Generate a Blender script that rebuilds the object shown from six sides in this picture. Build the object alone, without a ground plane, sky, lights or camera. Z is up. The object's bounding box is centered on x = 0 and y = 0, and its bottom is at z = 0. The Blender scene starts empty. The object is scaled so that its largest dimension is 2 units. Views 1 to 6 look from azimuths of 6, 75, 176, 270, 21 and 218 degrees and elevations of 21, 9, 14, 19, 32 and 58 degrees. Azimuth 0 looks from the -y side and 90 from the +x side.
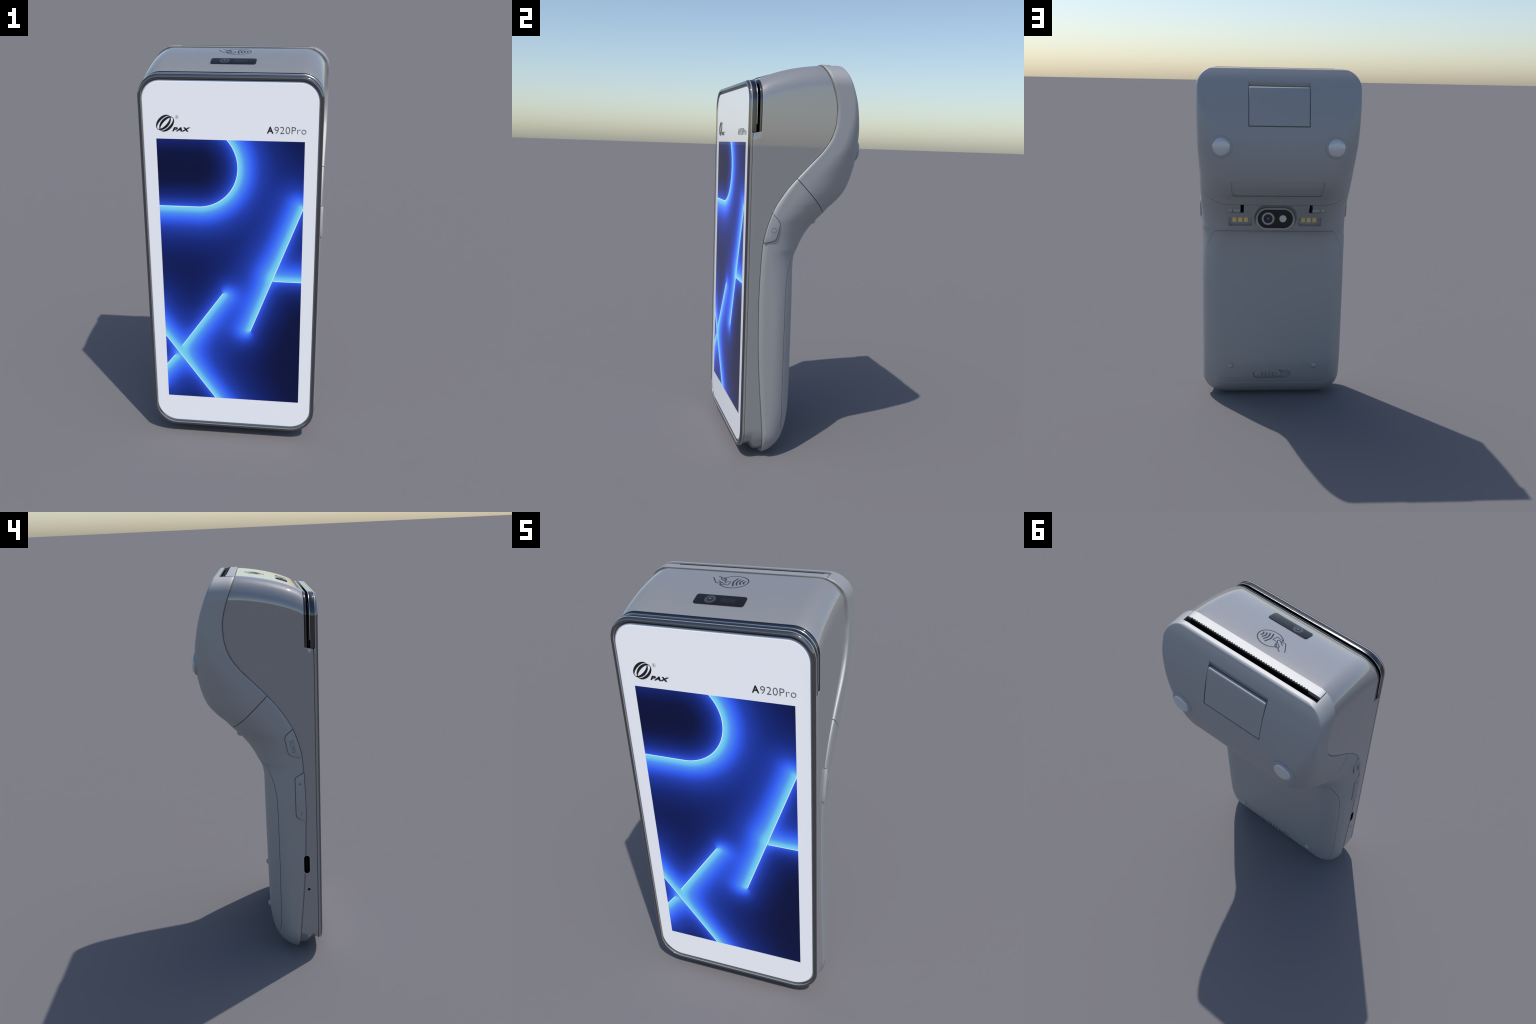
# Handheld payment terminal with built-in printer: screen slab in front, bulged printer head behind.
import bpy, bmesh, math
from mathutils import Vector, Matrix
import numpy as np

S = bpy.context.scene

# ------------------------------------------------------------------ helpers
def clamp(v, a=0.0, b=1.0):
    return max(a, min(b, v))

def smooth(a, b, v):
    t = clamp((v - a) / (b - a))
    return t * t * (3 - 2 * t)

def curve(points):
    """Monotone cubic through (z, value) control points, z ascending."""
    p = sorted(points)
    x = np.array([a for a, _ in p]); y = np.array([b for _, b in p])
    h = np.diff(x); d = np.diff(y) / h
    m = np.zeros(len(x)); m[0], m[-1] = d[0], d[-1]
    for i in range(1, len(x) - 1):
        if d[i - 1] * d[i] > 0:
            w1, w2 = 2 * h[i] + h[i - 1], h[i] + 2 * h[i - 1]
            m[i] = (w1 + w2) / (w1 / d[i - 1] + w2 / d[i])
    def f(q):
        q = clamp(q, x[0], x[-1])
        i = int(clamp(np.searchsorted(x, q) - 1, 0, len(h) - 1))
        t = (q - x[i]) / h[i]
        return float((2*t**3 - 3*t**2 + 1) * y[i] + (t**3 - 2*t**2 + t) * h[i] * m[i]
                     + (-2*t**3 + 3*t**2) * y[i+1] + (t**3 - t**2) * h[i] * m[i+1])
    return f

def new_obj(name, verts, faces, mat=None, parent=None, sharp=35, flat=False):
    me = bpy.data.meshes.new(name)
    me.from_pydata([tuple(v) for v in verts], [], faces)
    me.validate()
    bm = bmesh.new(); bm.from_mesh(me)
    bmesh.ops.recalc_face_normals(bm, faces=bm.faces)
    bm.to_mesh(me); bm.free()
    ob = bpy.data.objects.new(name, me)
    S.collection.objects.link(ob)
    if mat: me.materials.append(mat)
    if parent: ob.parent = parent
    finish(ob, sharp, flat)
    return ob

def finish(ob, sharp=35, flat=False):
    me = ob.data
    for p in me.polygons: p.use_smooth = not flat
    if not flat:
        me.set_sharp_from_angle(angle=math.radians(sharp))

def apply_mods(ob):
    dg = bpy.context.evaluated_depsgraph_get()
    me = bpy.data.meshes.new_from_object(ob.evaluated_get(dg))
    old = ob.data; ob.modifiers.clear(); ob.data = me
    me.name = old.name
    bpy.data.meshes.remove(old)

def boolean(ob, cutters, op='DIFFERENCE', sharp=35):
    """Cut or keep; neither can enlarge the part, so a result that grew is retried with another solver."""
    src = ob.data
    co = np.array([v.co[:] for v in src.vertices]); lo, hi = co.min(0) - 1e-4, co.max(0) + 1e-4
    for solver in ('EXACT', 'MANIFOLD', 'FLOAT'):
        for c in cutters:
            m = ob.modifiers.new('b', 'BOOLEAN'); m.operation = op; m.object = c
            try: m.solver = solver
            except TypeError: m.solver = 'EXACT'
        dg = bpy.context.evaluated_depsgraph_get()
        me = bpy.data.meshes.new_from_object(ob.evaluated_get(dg)); ob.modifiers.clear()
        q = np.array([v.co[:] for v in me.vertices])
        if len(q) > 8 and (q.min(0) >= lo).all() and (q.max(0) <= hi).all():
            ob.data = me; me.name = src.name
            break
        print('boolean retry', ob.name, solver)
    finish(ob, sharp)

def drop(*obs):
    for o in obs:
        bpy.data.objects.remove(o, do_unlink=True)

def bevel(ob, w, seg=3, angle=30, sharp=35):
    m = ob.modifiers.new('bv', 'BEVEL'); m.width = w; m.segments = seg
    m.limit_method = 'ANGLE'; m.angle_limit = math.radians(angle)
    apply_mods(ob); finish(ob, sharp)
    return ob

def prism(name, outline, o, u, v, n, d0, d1, mat=None, parent=None, bev=0.0, seg=3):
    """Closed 2D outline [(a,b)] placed at o + a*u + b*v, extruded from d0 to d1 along n."""
    o, u, v, n = Vector(o), Vector(u), Vector(v), Vector(n)
    k = len(outline)
    vs = [o + a*u + b*v + d0*n for a, b in outline] + [o + a*u + b*v + d1*n for a, b in outline]
    fs = [tuple(range(k)), tuple(range(2*k - 1, k - 1, -1))]
    fs += [(i, i + k, (i + 1) % k + k, (i + 1) % k) for i in range(k)]
    ob = new_obj(name, vs, fs, mat, parent)
    if bev: bevel(ob, bev, seg)
    return ob

def rounded_rect(x0, x1, z0, z1, r0, r1=None, n=12):
    """Counter-clockwise from the bottom right corner; r0 bottom radius, r1 top radius."""
    r1 = r0 if r1 is None else r1
    pts = []
    for cx, cz, r, a0 in ((x1 - r0, z0 + r0, r0, -90), (x1 - r1, z1 - r1, r1, 0),
                          (x0 + r1, z1 - r1, r1, 90), (x0 + r0, z0 + r0, r0, 180)):
        for i in range(n + 1):
            a = math.radians(a0 + 90 * i / n)
            pts.append((cx + r * math.cos(a), cz + r * math.sin(a)))
    return pts

def pill(a0, a1, b0, b1, n=16):
    w, h = a1 - a0, b1 - b0
    return rounded_rect(a0, a1, b0, b1, min(w, h) / 2 - 1e-4, None, n)

def circle(r, n=40, c=(0, 0)):
    return [(c[0] + r * math.cos(2*math.pi*i/n), c[1] + r * math.sin(2*math.pi*i/n)) for i in range(n)]

def round_poly(pts, r, n=5):
    """Round the corners of a convex polygon."""
    out = []
    k = len(pts)
    for i in range(k):
        p0, p, p1 = Vector(pts[i-1]), Vector(pts[i]), Vector(pts[(i+1) % k])
        rr = r[i] if isinstance(r, (list, tuple)) else r
        a = p + (p0 - p).normalized() * rr
        b = p + (p1 - p).normalized() * rr
        if rr < 1e-6:
            out.append(tuple(p)); continue
        for j in range(n + 1):
            t = j / n
            out.append(tuple((1-t)**2 * a + 2*t*(1-t) * p + t*t * b))
    return out

def strokes(name, lines, place, radius, mat, parent, flatten=None):
    """Round strokes: each line a list of 3D points (already placed by place()), as bevelled curves made mesh."""
    cu = bpy.data.curves.new(name, 'CURVE'); cu.dimensions = '3D'
    cu.bevel_depth = radius; cu.bevel_resolution = 3; cu.use_fill_caps = True
    for ln in lines:
        cyc = ln[0] == 'loop'
        pts = ln[1:] if cyc else ln
        sp = cu.splines.new('POLY'); sp.points.add(len(pts) - 1); sp.use_cyclic_u = cyc
        for q, p in zip(sp.points, pts):
            q.co = (*place(*p), 1)
    tmp = bpy.data.objects.new('tmp', cu); S.collection.objects.link(tmp)
    dg = bpy.context.evaluated_depsgraph_get()
    me = bpy.data.meshes.new_from_object(tmp.evaluated_get(dg)); drop(tmp)
    me.name = name
    ob = bpy.data.objects.new(name, me); S.collection.objects.link(ob); ob.parent = parent
    me.materials.clear(); me.materials.append(mat); finish(ob, 60)
    return ob

def spline(pts, n=8, closed=False):
    """Catmull-Rom through 2D points."""
    P = [Vector(p) for p in pts]; k = len(P); out = []
    segs = k if closed else k - 1
    for i in range(segs):
        p1, p2 = P[i], P[(i+1) % k]
        p0 = P[i-1] if (closed or i > 0) else p1 + (p1 - p2)
        p3 = P[(i+2) % k] if (closed or i + 2 < k) else p2 + (p2 - p1)
        for j in range(n):
            t = j / n
            out.append(tuple(0.5 * ((2*p1) + (p2 - p0)*t + (2*p0 - 5*p1 + 4*p2 - p3)*t*t + (3*p1 - p0 - 3*p2 + p3)*t**3)))
    if not closed: out.append(tuple(P[-1]))
    return out

def lettering(name, body, o, u, v, n, height, mat, parent, depth=0.0008, shear=0.0, bold=0.0,
              width=None, align='LEFT', spacing=1.0, xs=1.0):
    """Text with cap height `height`; if width is given the line is fitted to it."""
    cu = bpy.data.curves.new(name, 'FONT'); cu.body = body; cu.shear = shear
    cu.offset = bold; cu.size = 1.0; cu.extrude = 0.0; cu.align_x = 'LEFT'; cu.space_character = spacing
    cu.resolution_u = 6
    tmp = bpy.data.objects.new('tmp', cu); S.collection.objects.link(tmp)
    dg = bpy.context.evaluated_depsgraph_get()
    me = bpy.data.meshes.new_from_object(tmp.evaluated_get(dg)); drop(tmp)
    co = np.array([q.co[:] for q in me.vertices])
    lo, hi = [float(k) for k in co.min(0)], [float(k) for k in co.max(0)]
    sy = height / (hi[1] - lo[1])
    sx = (width / (hi[0] - lo[0])) if width else sy * xs
    bm = bmesh.new(); bm.from_mesh(me)
    r = bmesh.ops.extrude_face_region(bm, geom=bm.faces[:])
    top = {q for q in r['geom'] if isinstance(q, bmesh.types.BMVert)}
    o, u, v, n = Vector(o), Vector(u), Vector(v), Vector(n)
    off = 0 if align == 'LEFT' else -0.5
    for q in bm.verts:
        a = (q.co.x - lo[0]) * sx + off * (hi[0] - lo[0]) * sx
        b = (q.co.y - lo[1]) * sy + (off * height if align != 'LEFT' else 0)
        q.co = o + a*u + b*v + (depth if q in top else -0.001) * n
    bmesh.ops.recalc_face_normals(bm, faces=bm.faces)
    bm.to_mesh(me); bm.free(); me.name = name
    ob = bpy.data.objects.new(name, me); S.collection.objects.link(ob); ob.parent = parent
    me.materials.clear(); me.materials.append(mat); finish(ob, 30, True)
    return ob

# ------------------------------------------------------------------ materials
def srgb(r, g, b):
    f = lambda c: (c/255/12.92) if c/255 <= 0.04045 else ((c/255 + 0.055)/1.055)**2.4
    return (f(r), f(g), f(b), 1.0)

def material(name, col, metallic=0.0, rough=0.4, grain=0.0, grain_scale=400, spec=0.5, vary=0.0):
    m = bpy.data.materials.new(name); m.use_nodes = True
    nt = m.node_tree; b = nt.nodes['Principled BSDF']
    c = col if len(col) == 4 else (*col, 1)
    b.inputs['Base Color'].default_value = c
    b.inputs['Metallic'].default_value = metallic
    b.inputs['Roughness'].default_value = rough
    b.inputs['Specular IOR Level'].default_value = spec
    if grain or vary:
        tc = nt.nodes.new('ShaderNodeTexCoord'); nz = nt.nodes.new('ShaderNodeTexNoise')
        nz.inputs['Scale'].default_value = grain_scale; nz.inputs['Detail'].default_value = 3
        nt.links.new(tc.outputs['Object'], nz.inputs['Vector'])
        if grain:
            bp = nt.nodes.new('ShaderNodeBump'); bp.inputs['Strength'].default_value = grain
            bp.inputs['Distance'].default_value = 0.001
            nt.links.new(nz.outputs['Fac'], bp.inputs['Height']); nt.links.new(bp.outputs['Normal'], b.inputs['Normal'])
        if vary:
            mx = nt.nodes.new('ShaderNodeMix'); mx.data_type = 'RGBA'
            mx.inputs['A'].default_value = tuple(x*(1-vary) for x in c[:3]) + (1,)
            mx.inputs['B'].default_value = tuple(min(1, x*(1+vary)) for x in c[:3]) + (1,)
            nt.links.new(nz.outputs['Fac'], mx.inputs['Factor']); nt.links.new(mx.outputs['Result'], b.inputs['Base Color'])
    return m

M_CASE  = material('glossy_silver_casing', (0.365, 0.365, 0.37), 0.45, 0.022)
M_SHELL = material('satin_silver_plastic', (0.385, 0.39, 0.40), 0.5, 0.60, grain=0.04, grain_scale=900)
M_RIM   = material('dark_chrome', (0.20, 0.20, 0.202), 0.97, 0.06)
M_BEAD  = material('bright_bead_metal', (0.60, 0.60, 0.62), 1.0, 0.25)
M_SLOT  = material('black_chrome', (0.11, 0.112, 0.115), 1.0, 0.06)
M_PANEL = material('white_glass_panel', (0.97, 0.972, 0.985), 0.0, 0.03)
M_EDGE  = material('panel_edge_sky_tint', (0.40, 0.45, 0.53), 0.0, 0.03)  # bevel of the white panel tinted grey-blue for the sky it reflects
M_INK   = material('black_print', (0.006, 0.006, 0.007), 0.0, 0.25)
M_INKG  = material('grey_print', (0.05, 0.05, 0.055), 0.0, 0.25)
M_INKR  = material('light_grey_print', (0.30, 0.30, 0.32), 0.0, 0.25)
M_NFC   = material('slate_print', (0.030, 0.036, 0.054), 0.0, 0.5, spec=0.2)
M_BLACK = material('black_void', (0.004, 0.004, 0.005), 0.0, 0.6, spec=0.1)
M_WINDOW= material('black_camera_glass', (0.007, 0.008, 0.010), 0.0, 0.05)
M_WINRCT= material('sensor_window', (0.013, 0.014, 0.017), 0.0, 0.08)
M_LENS0 = material('lens_ring_grey', (0.05, 0.05, 0.055), 0.0, 0.2)
M_LENS1 = material('lens_ring_dark', (0.022, 0.022, 0.026), 0.0, 0.15)
M_FLASH = material('flash_diffuser', (0.62, 0.61, 0.56), 0.0, 0.3, vary=0.25, grain_scale=60)
M_GOLD  = material('gold_contact', (0.95, 0.70, 0.28), 0.35, 0.5, vary=0.1, grain_scale=300)
M_FOOT  = material('pale_rubber_foot', (0.60, 0.61, 0.63), 0.40, 0.30)
M_ENGR  = material('engraved_mark', (0.16, 0.165, 0.175), 0.3, 0.5)
M_STEEL = material('tear_blade_steel', (0.006, 0.0065, 0.008), 0.0, 0.55, spec=0.1)
M_CHROME= material('port_shell_chrome', (0.6, 0.6, 0.62), 1.0, 0.12)
M_STRIP = material('satin_light_strip', (0.40, 0.405, 0.41), 0.5, 0.60, grain=0.03, grain_scale=900)

def lens_material(axes):
    """Coated lens: blue-violet core fading outward, radial on object coordinates."""
    m = bpy.data.materials.new('coated_lens'); m.use_nodes = True
    nt = m.node_tree; b = nt.nodes['Principled BSDF']
    tc = nt.nodes.new('ShaderNodeTexCoord')
    ln = nt.nodes.new('ShaderNodeVectorMath'); ln.operation = 'LENGTH'
    mk = nt.nodes.new('ShaderNodeVectorMath'); mk.operation = 'MULTIPLY'; mk.inputs[1].default_value = axes
    sub = nt.nodes.new('ShaderNodeVectorMath'); sub.operation = 'MULTIPLY_ADD'
    sub.inputs[1].default_value = (2, 2, 2); sub.inputs[2].default_value = (-1, -1, -1)
    rp = nt.nodes.new('ShaderNodeValToRGB'); e = rp.color_ramp.elements
    e[0].position = 0.0; e[0].color = (0.35, 0.28, 0.9, 1)
    e[1].position = 1.0; e[1].color = (0.012, 0.014, 0.02, 1)
    k = e.new(0.30); k.color = (0.07, 0.09, 0.42, 1); k = e.new(0.62); k.color = (0.02, 0.025, 0.07, 1)
    nt.links.new(tc.outputs['Generated'], sub.inputs[0]); nt.links.new(sub.outputs[0], mk.inputs[0]); nt.links.new(mk.outputs[0], ln.inputs[0])
    nt.links.new(ln.outputs['Value'], rp.inputs[0]); nt.links.new(rp.outputs[0], b.inputs['Base Color'])
    b.inputs['Roughness'].default_value = 0.05
    return m
M_LENS_REAR = lens_material((1, 0, 1)); M_LENS_TOP = lens_material((1, 1, 0))

# Display wallpaper: neon strokes, each throwing a wide glow to one side and a short one to the other.
ARC_C, ARC_R = (-0.159, 1.481), 0.195
STROKES = [  # a, b (x, z); the bright side is to the left of a -> b
    ((0.0945, 0.6361), (0.3469, 1.2931)),
    ((0.2101, 0.9147), (0.42, 0.9147)),
    ((-0.0456, 0.8344), (-0.2599, 0.5334)),
    ((-0.44, 0.7205), (0.05, 0.028)),
    ((-0.3022, 0.4730), (-0.40, 0.351)),
]
def display_material():
    m = bpy.data.materials.new('lit_display'); m.use_nodes = True
    nt = m.node_tree; N, L = nt.nodes, nt.links; bs = N['Principled BSDF']
    def val(x): return x
    def math_(op, a, b=None, c=None, cl=False):
        n = N.new('ShaderNodeMath'); n.operation = op; n.use_clamp = cl
        for i, q in enumerate((a, b, c)):
            if q is None: continue
            if isinstance(q, (int, float)): n.inputs[i].default_value = q
            else: L.new(q, n.inputs[i])
        return n.outputs[0]
    A = lambda a, b: math_('ADD', a, b); Mu = lambda a, b: math_('MULTIPLY', a, b); Su = lambda a, b: math_('SUBTRACT', a, b)
    tc = N.new('ShaderNodeTexCoord'); sp = N.new('ShaderNodeSeparateXYZ'); L.new(tc.outputs['Object'], sp.inputs[0])
    X, Z = sp.outputs['X'], sp.outputs['Z']
    def hyp(a, b): return math_('SQRT', A(Mu(a, a), Mu(b, b)))
    def glow(d, side):
        """side: +1 on the bright side, -1 on the dark one."""
        w = math_('MULTIPLY_ADD', side, 0.5, 0.5, True)
        w = math_('SMOOTHSTEP', w, 0, 1) if False else w
        bright = A(A(Mu(math_('EXPONENT', Mu(d, -1/0.032)), 0.48), Mu(math_('EXPONENT', Mu(d, -1/0.09)), 0.40)), Mu(math_('EXPONENT', Mu(d, -1/0.28)), 0.18))
        dark = A(Mu(math_('EXPONENT', Mu(d, -1/0.055)), 0.30), Mu(math_('EXPONENT', Mu(d, -1/0.25)), 0.06))
        return A(Mu(bright, w), Mu(dark, Su(1.0, w)))
    total, line = None, None
    def add(d, side):
        nonlocal total, line
        g = math_('POWER', glow(d, side), 2.6)
        total = g if total is None else A(total, g)
        k = math_('MULTIPLY_ADD', math_('ABSOLUTE', d), -1/0.0010, 1.9, True)
        line = k if line is None else math_('MAXIMUM', line, k)
    for (ax, az), (bx, bz) in STROKES:
        dx, dz = bx - ax, bz - az; ll = dx*dx + dz*dz; l = math.sqrt(ll)
        px, pz = Su(X, ax), Su(Z, az)
        t = math_('ADD', Mu(px, dx/ll), Mu(pz, dz/ll), None, True)
        d = hyp(Su(px, Mu(t, dx)), Su(pz, Mu(t, dz)))
        s = Su(Mu(pz, dx/l), Mu(px, dz/l))
        add(d, math_('DIVIDE', s, math_('MAXIMUM', d, 1e-5)))
    # rounded hook: half-infinite horizontal bar ending in an arc; signed distance, positive outside
    qx, qz = math_('MAXIMUM', Su(X, ARC_C[0]), 0.0), Su(ARC_C[1], Z)
    sd = Su(hyp(qx, math_('MAXIMUM', qz, math_('MULTIPLY', math_('MINIMUM', qz, 0.0), 1.0))), ARC_R)
    add(math_('ABSOLUTE', sd), math_('SIGN', sd))
    I = math_('POWER', total, 1/2.6, None, True)
    rp = N.new('ShaderNodeValToRGB'); rp.color_ramp.interpolation = 'LINEAR'
    e = rp.color_ramp.elements
    e[0].position = 0.0; e[0].color = srgb(4, 10, 42)
    e[1].position = 1.0; e[1].color = srgb(118, 212, 236)
    for pos, c in ((0.07, (7, 17, 62)), (0.16, (18, 38, 118)), (0.26, (32, 60, 170)), (0.38, (49, 92, 238)), (0.60, (78, 142, 240)), (0.78, (104, 190, 236))):
        k = e.new(pos); k.color = srgb(*c)
    L.new(I, rp.inputs[0])
    mx = N.new('ShaderNodeMix'); mx.data_type = 'RGBA'; L.new(line, mx.inputs['Factor'])
    L.new(rp.outputs[0], mx.inputs['A']); mx.inputs['B'].default_value = srgb(222, 238, 242)
    L.new(mx.outputs['Result'], bs.inputs['Emission Color']); bs.inputs['Emission Strength'].default_value = 1.0
    bs.inputs['Base Color'].default_value = (0.004, 0.004, 0.006, 1); bs.inputs['Roughness'].default_value = 0.02; bs.inputs['Specular IOR Level'].default_value = 0.08
    return m
M_DISPLAY = display_material()

# ------------------------------------------------------------------ shape rules
W_CASE = 0.428
FRAME_BOTTOM, FRAME_TOP = 0.046, 1.906
R_BOTTOM, R_TOP = 0.125, 0.105
Y_FRONT = -0.2983

case_top = curve([(-0.30, 1.906), (-0.2405, 1.9125), (-0.225, 1.9215), (-0.20, 1.9330), (-0.17, 1.9445), (-0.12, 1.9605),
                  (-0.0726, 1.9725), (0.0, 1.986), (0.06, 1.993), (0.12, 1.995)])
parting = curve([(0.0, -0.176), (0.09, -0.184), (0.21, -0.195), (0.42, -0.213), (0.625, -0.2245), (0.842, -0.228),
                 (1.042, -0.222), (1.126, -0.2148), (1.2726, -0.173), (1.3645, -0.119), (1.4426, -0.0555),
                 (1.509, 0.007), (1.579, 0.073), (1.65, 0.118), (1.719, 0.1355), (1.779, 0.138),
                 (1.837, 0.128), (1.909, 0.1046), (1.99, 0.072), (2.0, 0.068)])
back = curve([(0.0, -0.164), (0.010, -0.138), (0.031, -0.109), (0.081, -0.0705), (0.165, -0.0430), (0.268, -0.0310), (0.427, -0.029),
              (0.60, -0.0288), (0.84, -0.0296), (0.968, -0.0290), (1.030, -0.0235), (1.057, -0.0165), (1.09, 0.003), (1.12, 0.019),
              (1.16, 0.046), (1.20, 0.078), (1.235, 0.110), (1.268, 0.138), (1.295, 0.162), (1.323, 0.194), (1.39, 0.2445), (1.474, 0.2695), (1.54, 0.279), (1.60, 0.281),
              (1.665, 0.278), (1.742, 0.2635), (1.817, 0.2440), (1.905, 0.2115), (1.985, 0.1725), (1.994, 0.1665), (1.9975, 0.1585)])
shell_half = curve([(0.0, 0.4315), (0.9, 0.432), (1.1, 0.434), (1.44, 0.4365), (1.8, 0.439), (2.0, 0.439)])
fillet_x = curve([(0.0, 0.11), (0.15, 0.12), (0.75, 0.122), (0.92, 0.130), (1.04, 0.152), (1.12, 0.182), (1.18, 0.20), (1.22, 0.20), (1.27, 0.175), (1.35, 0.165), (1.43, 0.148), (1.52, 0.128),
                  (1.60, 0.112), (1.68, 0.085), (1.75, 0.052), (1.85, 0.018), (1.93, 0.009), (2.0, 0.006)])
fillet_y = curve([(0.0, 0.09), (0.15, 0.125), (0.75, 0.122), (0.92, 0.135), (1.04, 0.165), (1.12, 0.21), (1.18, 0.245), (1.22, 0.26), (1.27, 0.26), (1.35, 0.27), (1.43, 0.245), (1.52, 0.18),
                  (1.60, 0.115), (1.68, 0.078), (1.75, 0.048), (1.85, 0.018), (1.93, 0.009), (2.0, 0.006)])
SHELL_TOP = 1.9975
SPLIT_P = Vector((0, -0.0555, 1.4425)); SPLIT_N = Vector((0, 0.713, 0.701))

def shell_width(z):
    w = shell_half(z)
    rt, rb = 0.102, 0.135
    if z > SHELL_TOP - rt:
        q = z - (SHELL_TOP - rt); w -= rt - math.sqrt(max(rt*rt - q*q, 0))
    if z < rb:
        q = rb - z; w -= rb - math.sqrt(max(rb*rb - q*q, 0))
    return w

def shell_section(z):
    w, y0, y1 = shell_width(z), parting(z), back(z)
    depth = y1 - y0
    rx, ry = min(fillet_x(z), 0.8*w), min(fillet_y(z), 0.92*depth)
    up = smooth(1.25, 1.60, z)
    cx, cy = 0.006 - 0.0035*up, min(0.022 - 0.015*up, 0.12*depth)
    half = [(0.0, y0), (w*0.5, y0), (w - cx - 0.003, y0)]
    half += [(w - cx, y0 + 0.002), (w - cx*0.45, y0 + cy*0.45), (w - 0.0006, y0 + cy*0.9), (w, y0 + cy*1.15)]
    ya, yb = y0 + cy*1.15, y1 - ry
    for i in range(1, 9):
        half.append((w, ya + (yb - ya) * i/9))
    for i in range(0, 19):
        a = math.pi/2 * i/18
        e = 1.0
        half.append((w - rx + rx * max(math.cos(a), 0.0)**e, y1 - ry + ry * math.sin(a)**e))
    for i in range(1, 13):
        half.append(((w - rx) * (1 - i/12), y1))
    return half

def loft_shell(name):
    zs = set()
    zs |= {0.30 * (i/40)**1.9 for i in range(41)}
    zs |= {0.30 + 0.68*i/24 for i in range(25)}
    zs |= {0.98 + 0.47*i/70 for i in range(71)}
    zs |= {1.45 + 0.38*i/30 for i in range(31)}
    zs |= {SHELL_TOP - 0.1645 * (i/44)**1.9 for i in range(45)}
    zs = sorted(round(z, 6) for z in zs)
    zs = [z for i, z in enumerate(zs) if i == 0 or z - zs[i-1] > 2e-5]
    vs, rings = [], []
    for z in zs:
        h = shell_section(z)
        ring = h + [(-x, y) for x, y in reversed(h[1:-1])]
        rings.append(range(len(vs), len(vs) + len(ring)))
        vs += [(x, y, z) for x, y in ring]
    k = len(rings[0]); fs = [tuple(reversed(rings[0])), tuple(rings[-1])]
    for a, b in zip(rings[:-1], rings[1:]):
        fs += [(a[i], a[(i+1) % k], b[(i+1) % k], b[i]) for i in range(k)]
    return new_obj(name, vs, fs, M_SHELL)

# ------------------------------------------------------------------ the terminal
root = bpy.data.objects.new('payment_terminal', None); S.collection.objects.link(root)
root['label'] = 'silver handheld card payment terminal with glowing blue touchscreen'
root['category'] = 'payment terminal'
X, Y, Z = (1, 0, 0), (0, 1, 0), (0, 0, 1)

# outline of the front slab, walked once; each point carries its outward normal
def outline(n_side=46, n_corner=20, n_top=28):
    x0, x1, z0, z1 = -W_CASE, W_CASE, FRAME_BOTTOM, FRAME_TOP
    slot = 1.655
    side = sorted({round(z0 + R_BOTTOM + (z1 - R_TOP - z0 - R_BOTTOM) * i/n_side, 5) for i in range(n_side+1)}
                  | {slot, slot + .002, slot + .004, slot + .006})
    P = []
    def arc(cx, cz, r, a0):
        for i in range(1, n_corner):
            a = math.radians(a0 + 90*i/n_corner)
            P.append((cx + r*math.cos(a), cz + r*math.sin(a), math.cos(a), math.sin(a)))
    for i in range(n_top): P.append((x0 + R_BOTTOM + (x1 - x0 - 2*R_BOTTOM)*i/n_top, z0, 0, -1))
    P.append((x1 - R_BOTTOM, z0, 0, -1))
    arc(x1 - R_BOTTOM, z0 + R_BOTTOM, R_BOTTOM, -90)
    for z in side: P.append((x1, z, 1, 0))
    arc(x1 - R_TOP, z1 - R_TOP, R_TOP, 0)
    for i in range(n_top + 1): P.append((x1 - R_TOP - (x1 - x0 - 2*R_TOP)*i/n_top, z1, 0, 1))
    arc(x0 + R_TOP, z1 - R_TOP, R_TOP, 90)
    for z in reversed(side): P.append((x0, z, -1, 0))
    arc(x0 + R_BOTTOM, z0 + R_BOTTOM, R_BOTTOM, 180)
    return P
OUT = outline()
slot_mask = lambda z: smooth(1.6545, 1.6592, z)
under = curve([(-0.32, 0.0), (-0.262, 0.0), (-0.25, 0.004), (-0.225, -0.026), (-0.21, -0.032), (-0.1, -0.032)])

def place(px, pz, nx, nz, inset, y):
    x, z = px - nx*inset, pz - nz*inset
    z += (case_top(y) - FRAME_TOP) * smooth(1.45, 1.80, pz)
    z += (under(y) + (0.008 if y > -0.2815 else 0)) * (1 - smooth(FRAME_BOTTOM, 0.20, pz))
    return (x, y, z)

def sweep(name, plain, slotted, mat, fan0, fan1, tail=None):
    """Sweep two (inset, y) profiles along the slab outline; `slotted` rules above the card slot end."""
    cols, vs = [], []
    for px, pz, nx, nz in OUT:
        m = slot_mask(pz)
        col = [place(px, pz, nx, nz, a[0] + (b[0]-a[0])*m, a[1] + (b[1]-a[1])*m) for a, b in zip(plain, slotted)]
        if tail:
            col += tail(px, pz, nx, nz)
        cols.append(range(len(vs), len(vs) + len(col))); vs += col
    k = len(cols[0]); fs = []
    for i in range(len(cols)):
        a, b = cols[i], cols[(i+1) % len(cols)]
        fs += [(a[j], b[j], b[j+1], a[j+1]) for j in range(k - 1)]
    for fan, j in ((fan0, 0), (fan1, k - 1)):
        c = len(vs); vs.append(fan)
        fs += [(cols[i][j], cols[(i+1) % len(cols)][j], c) for i in range(len(cols))]
    return new_obj(name, vs, fs, mat, root, sharp=40)

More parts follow.
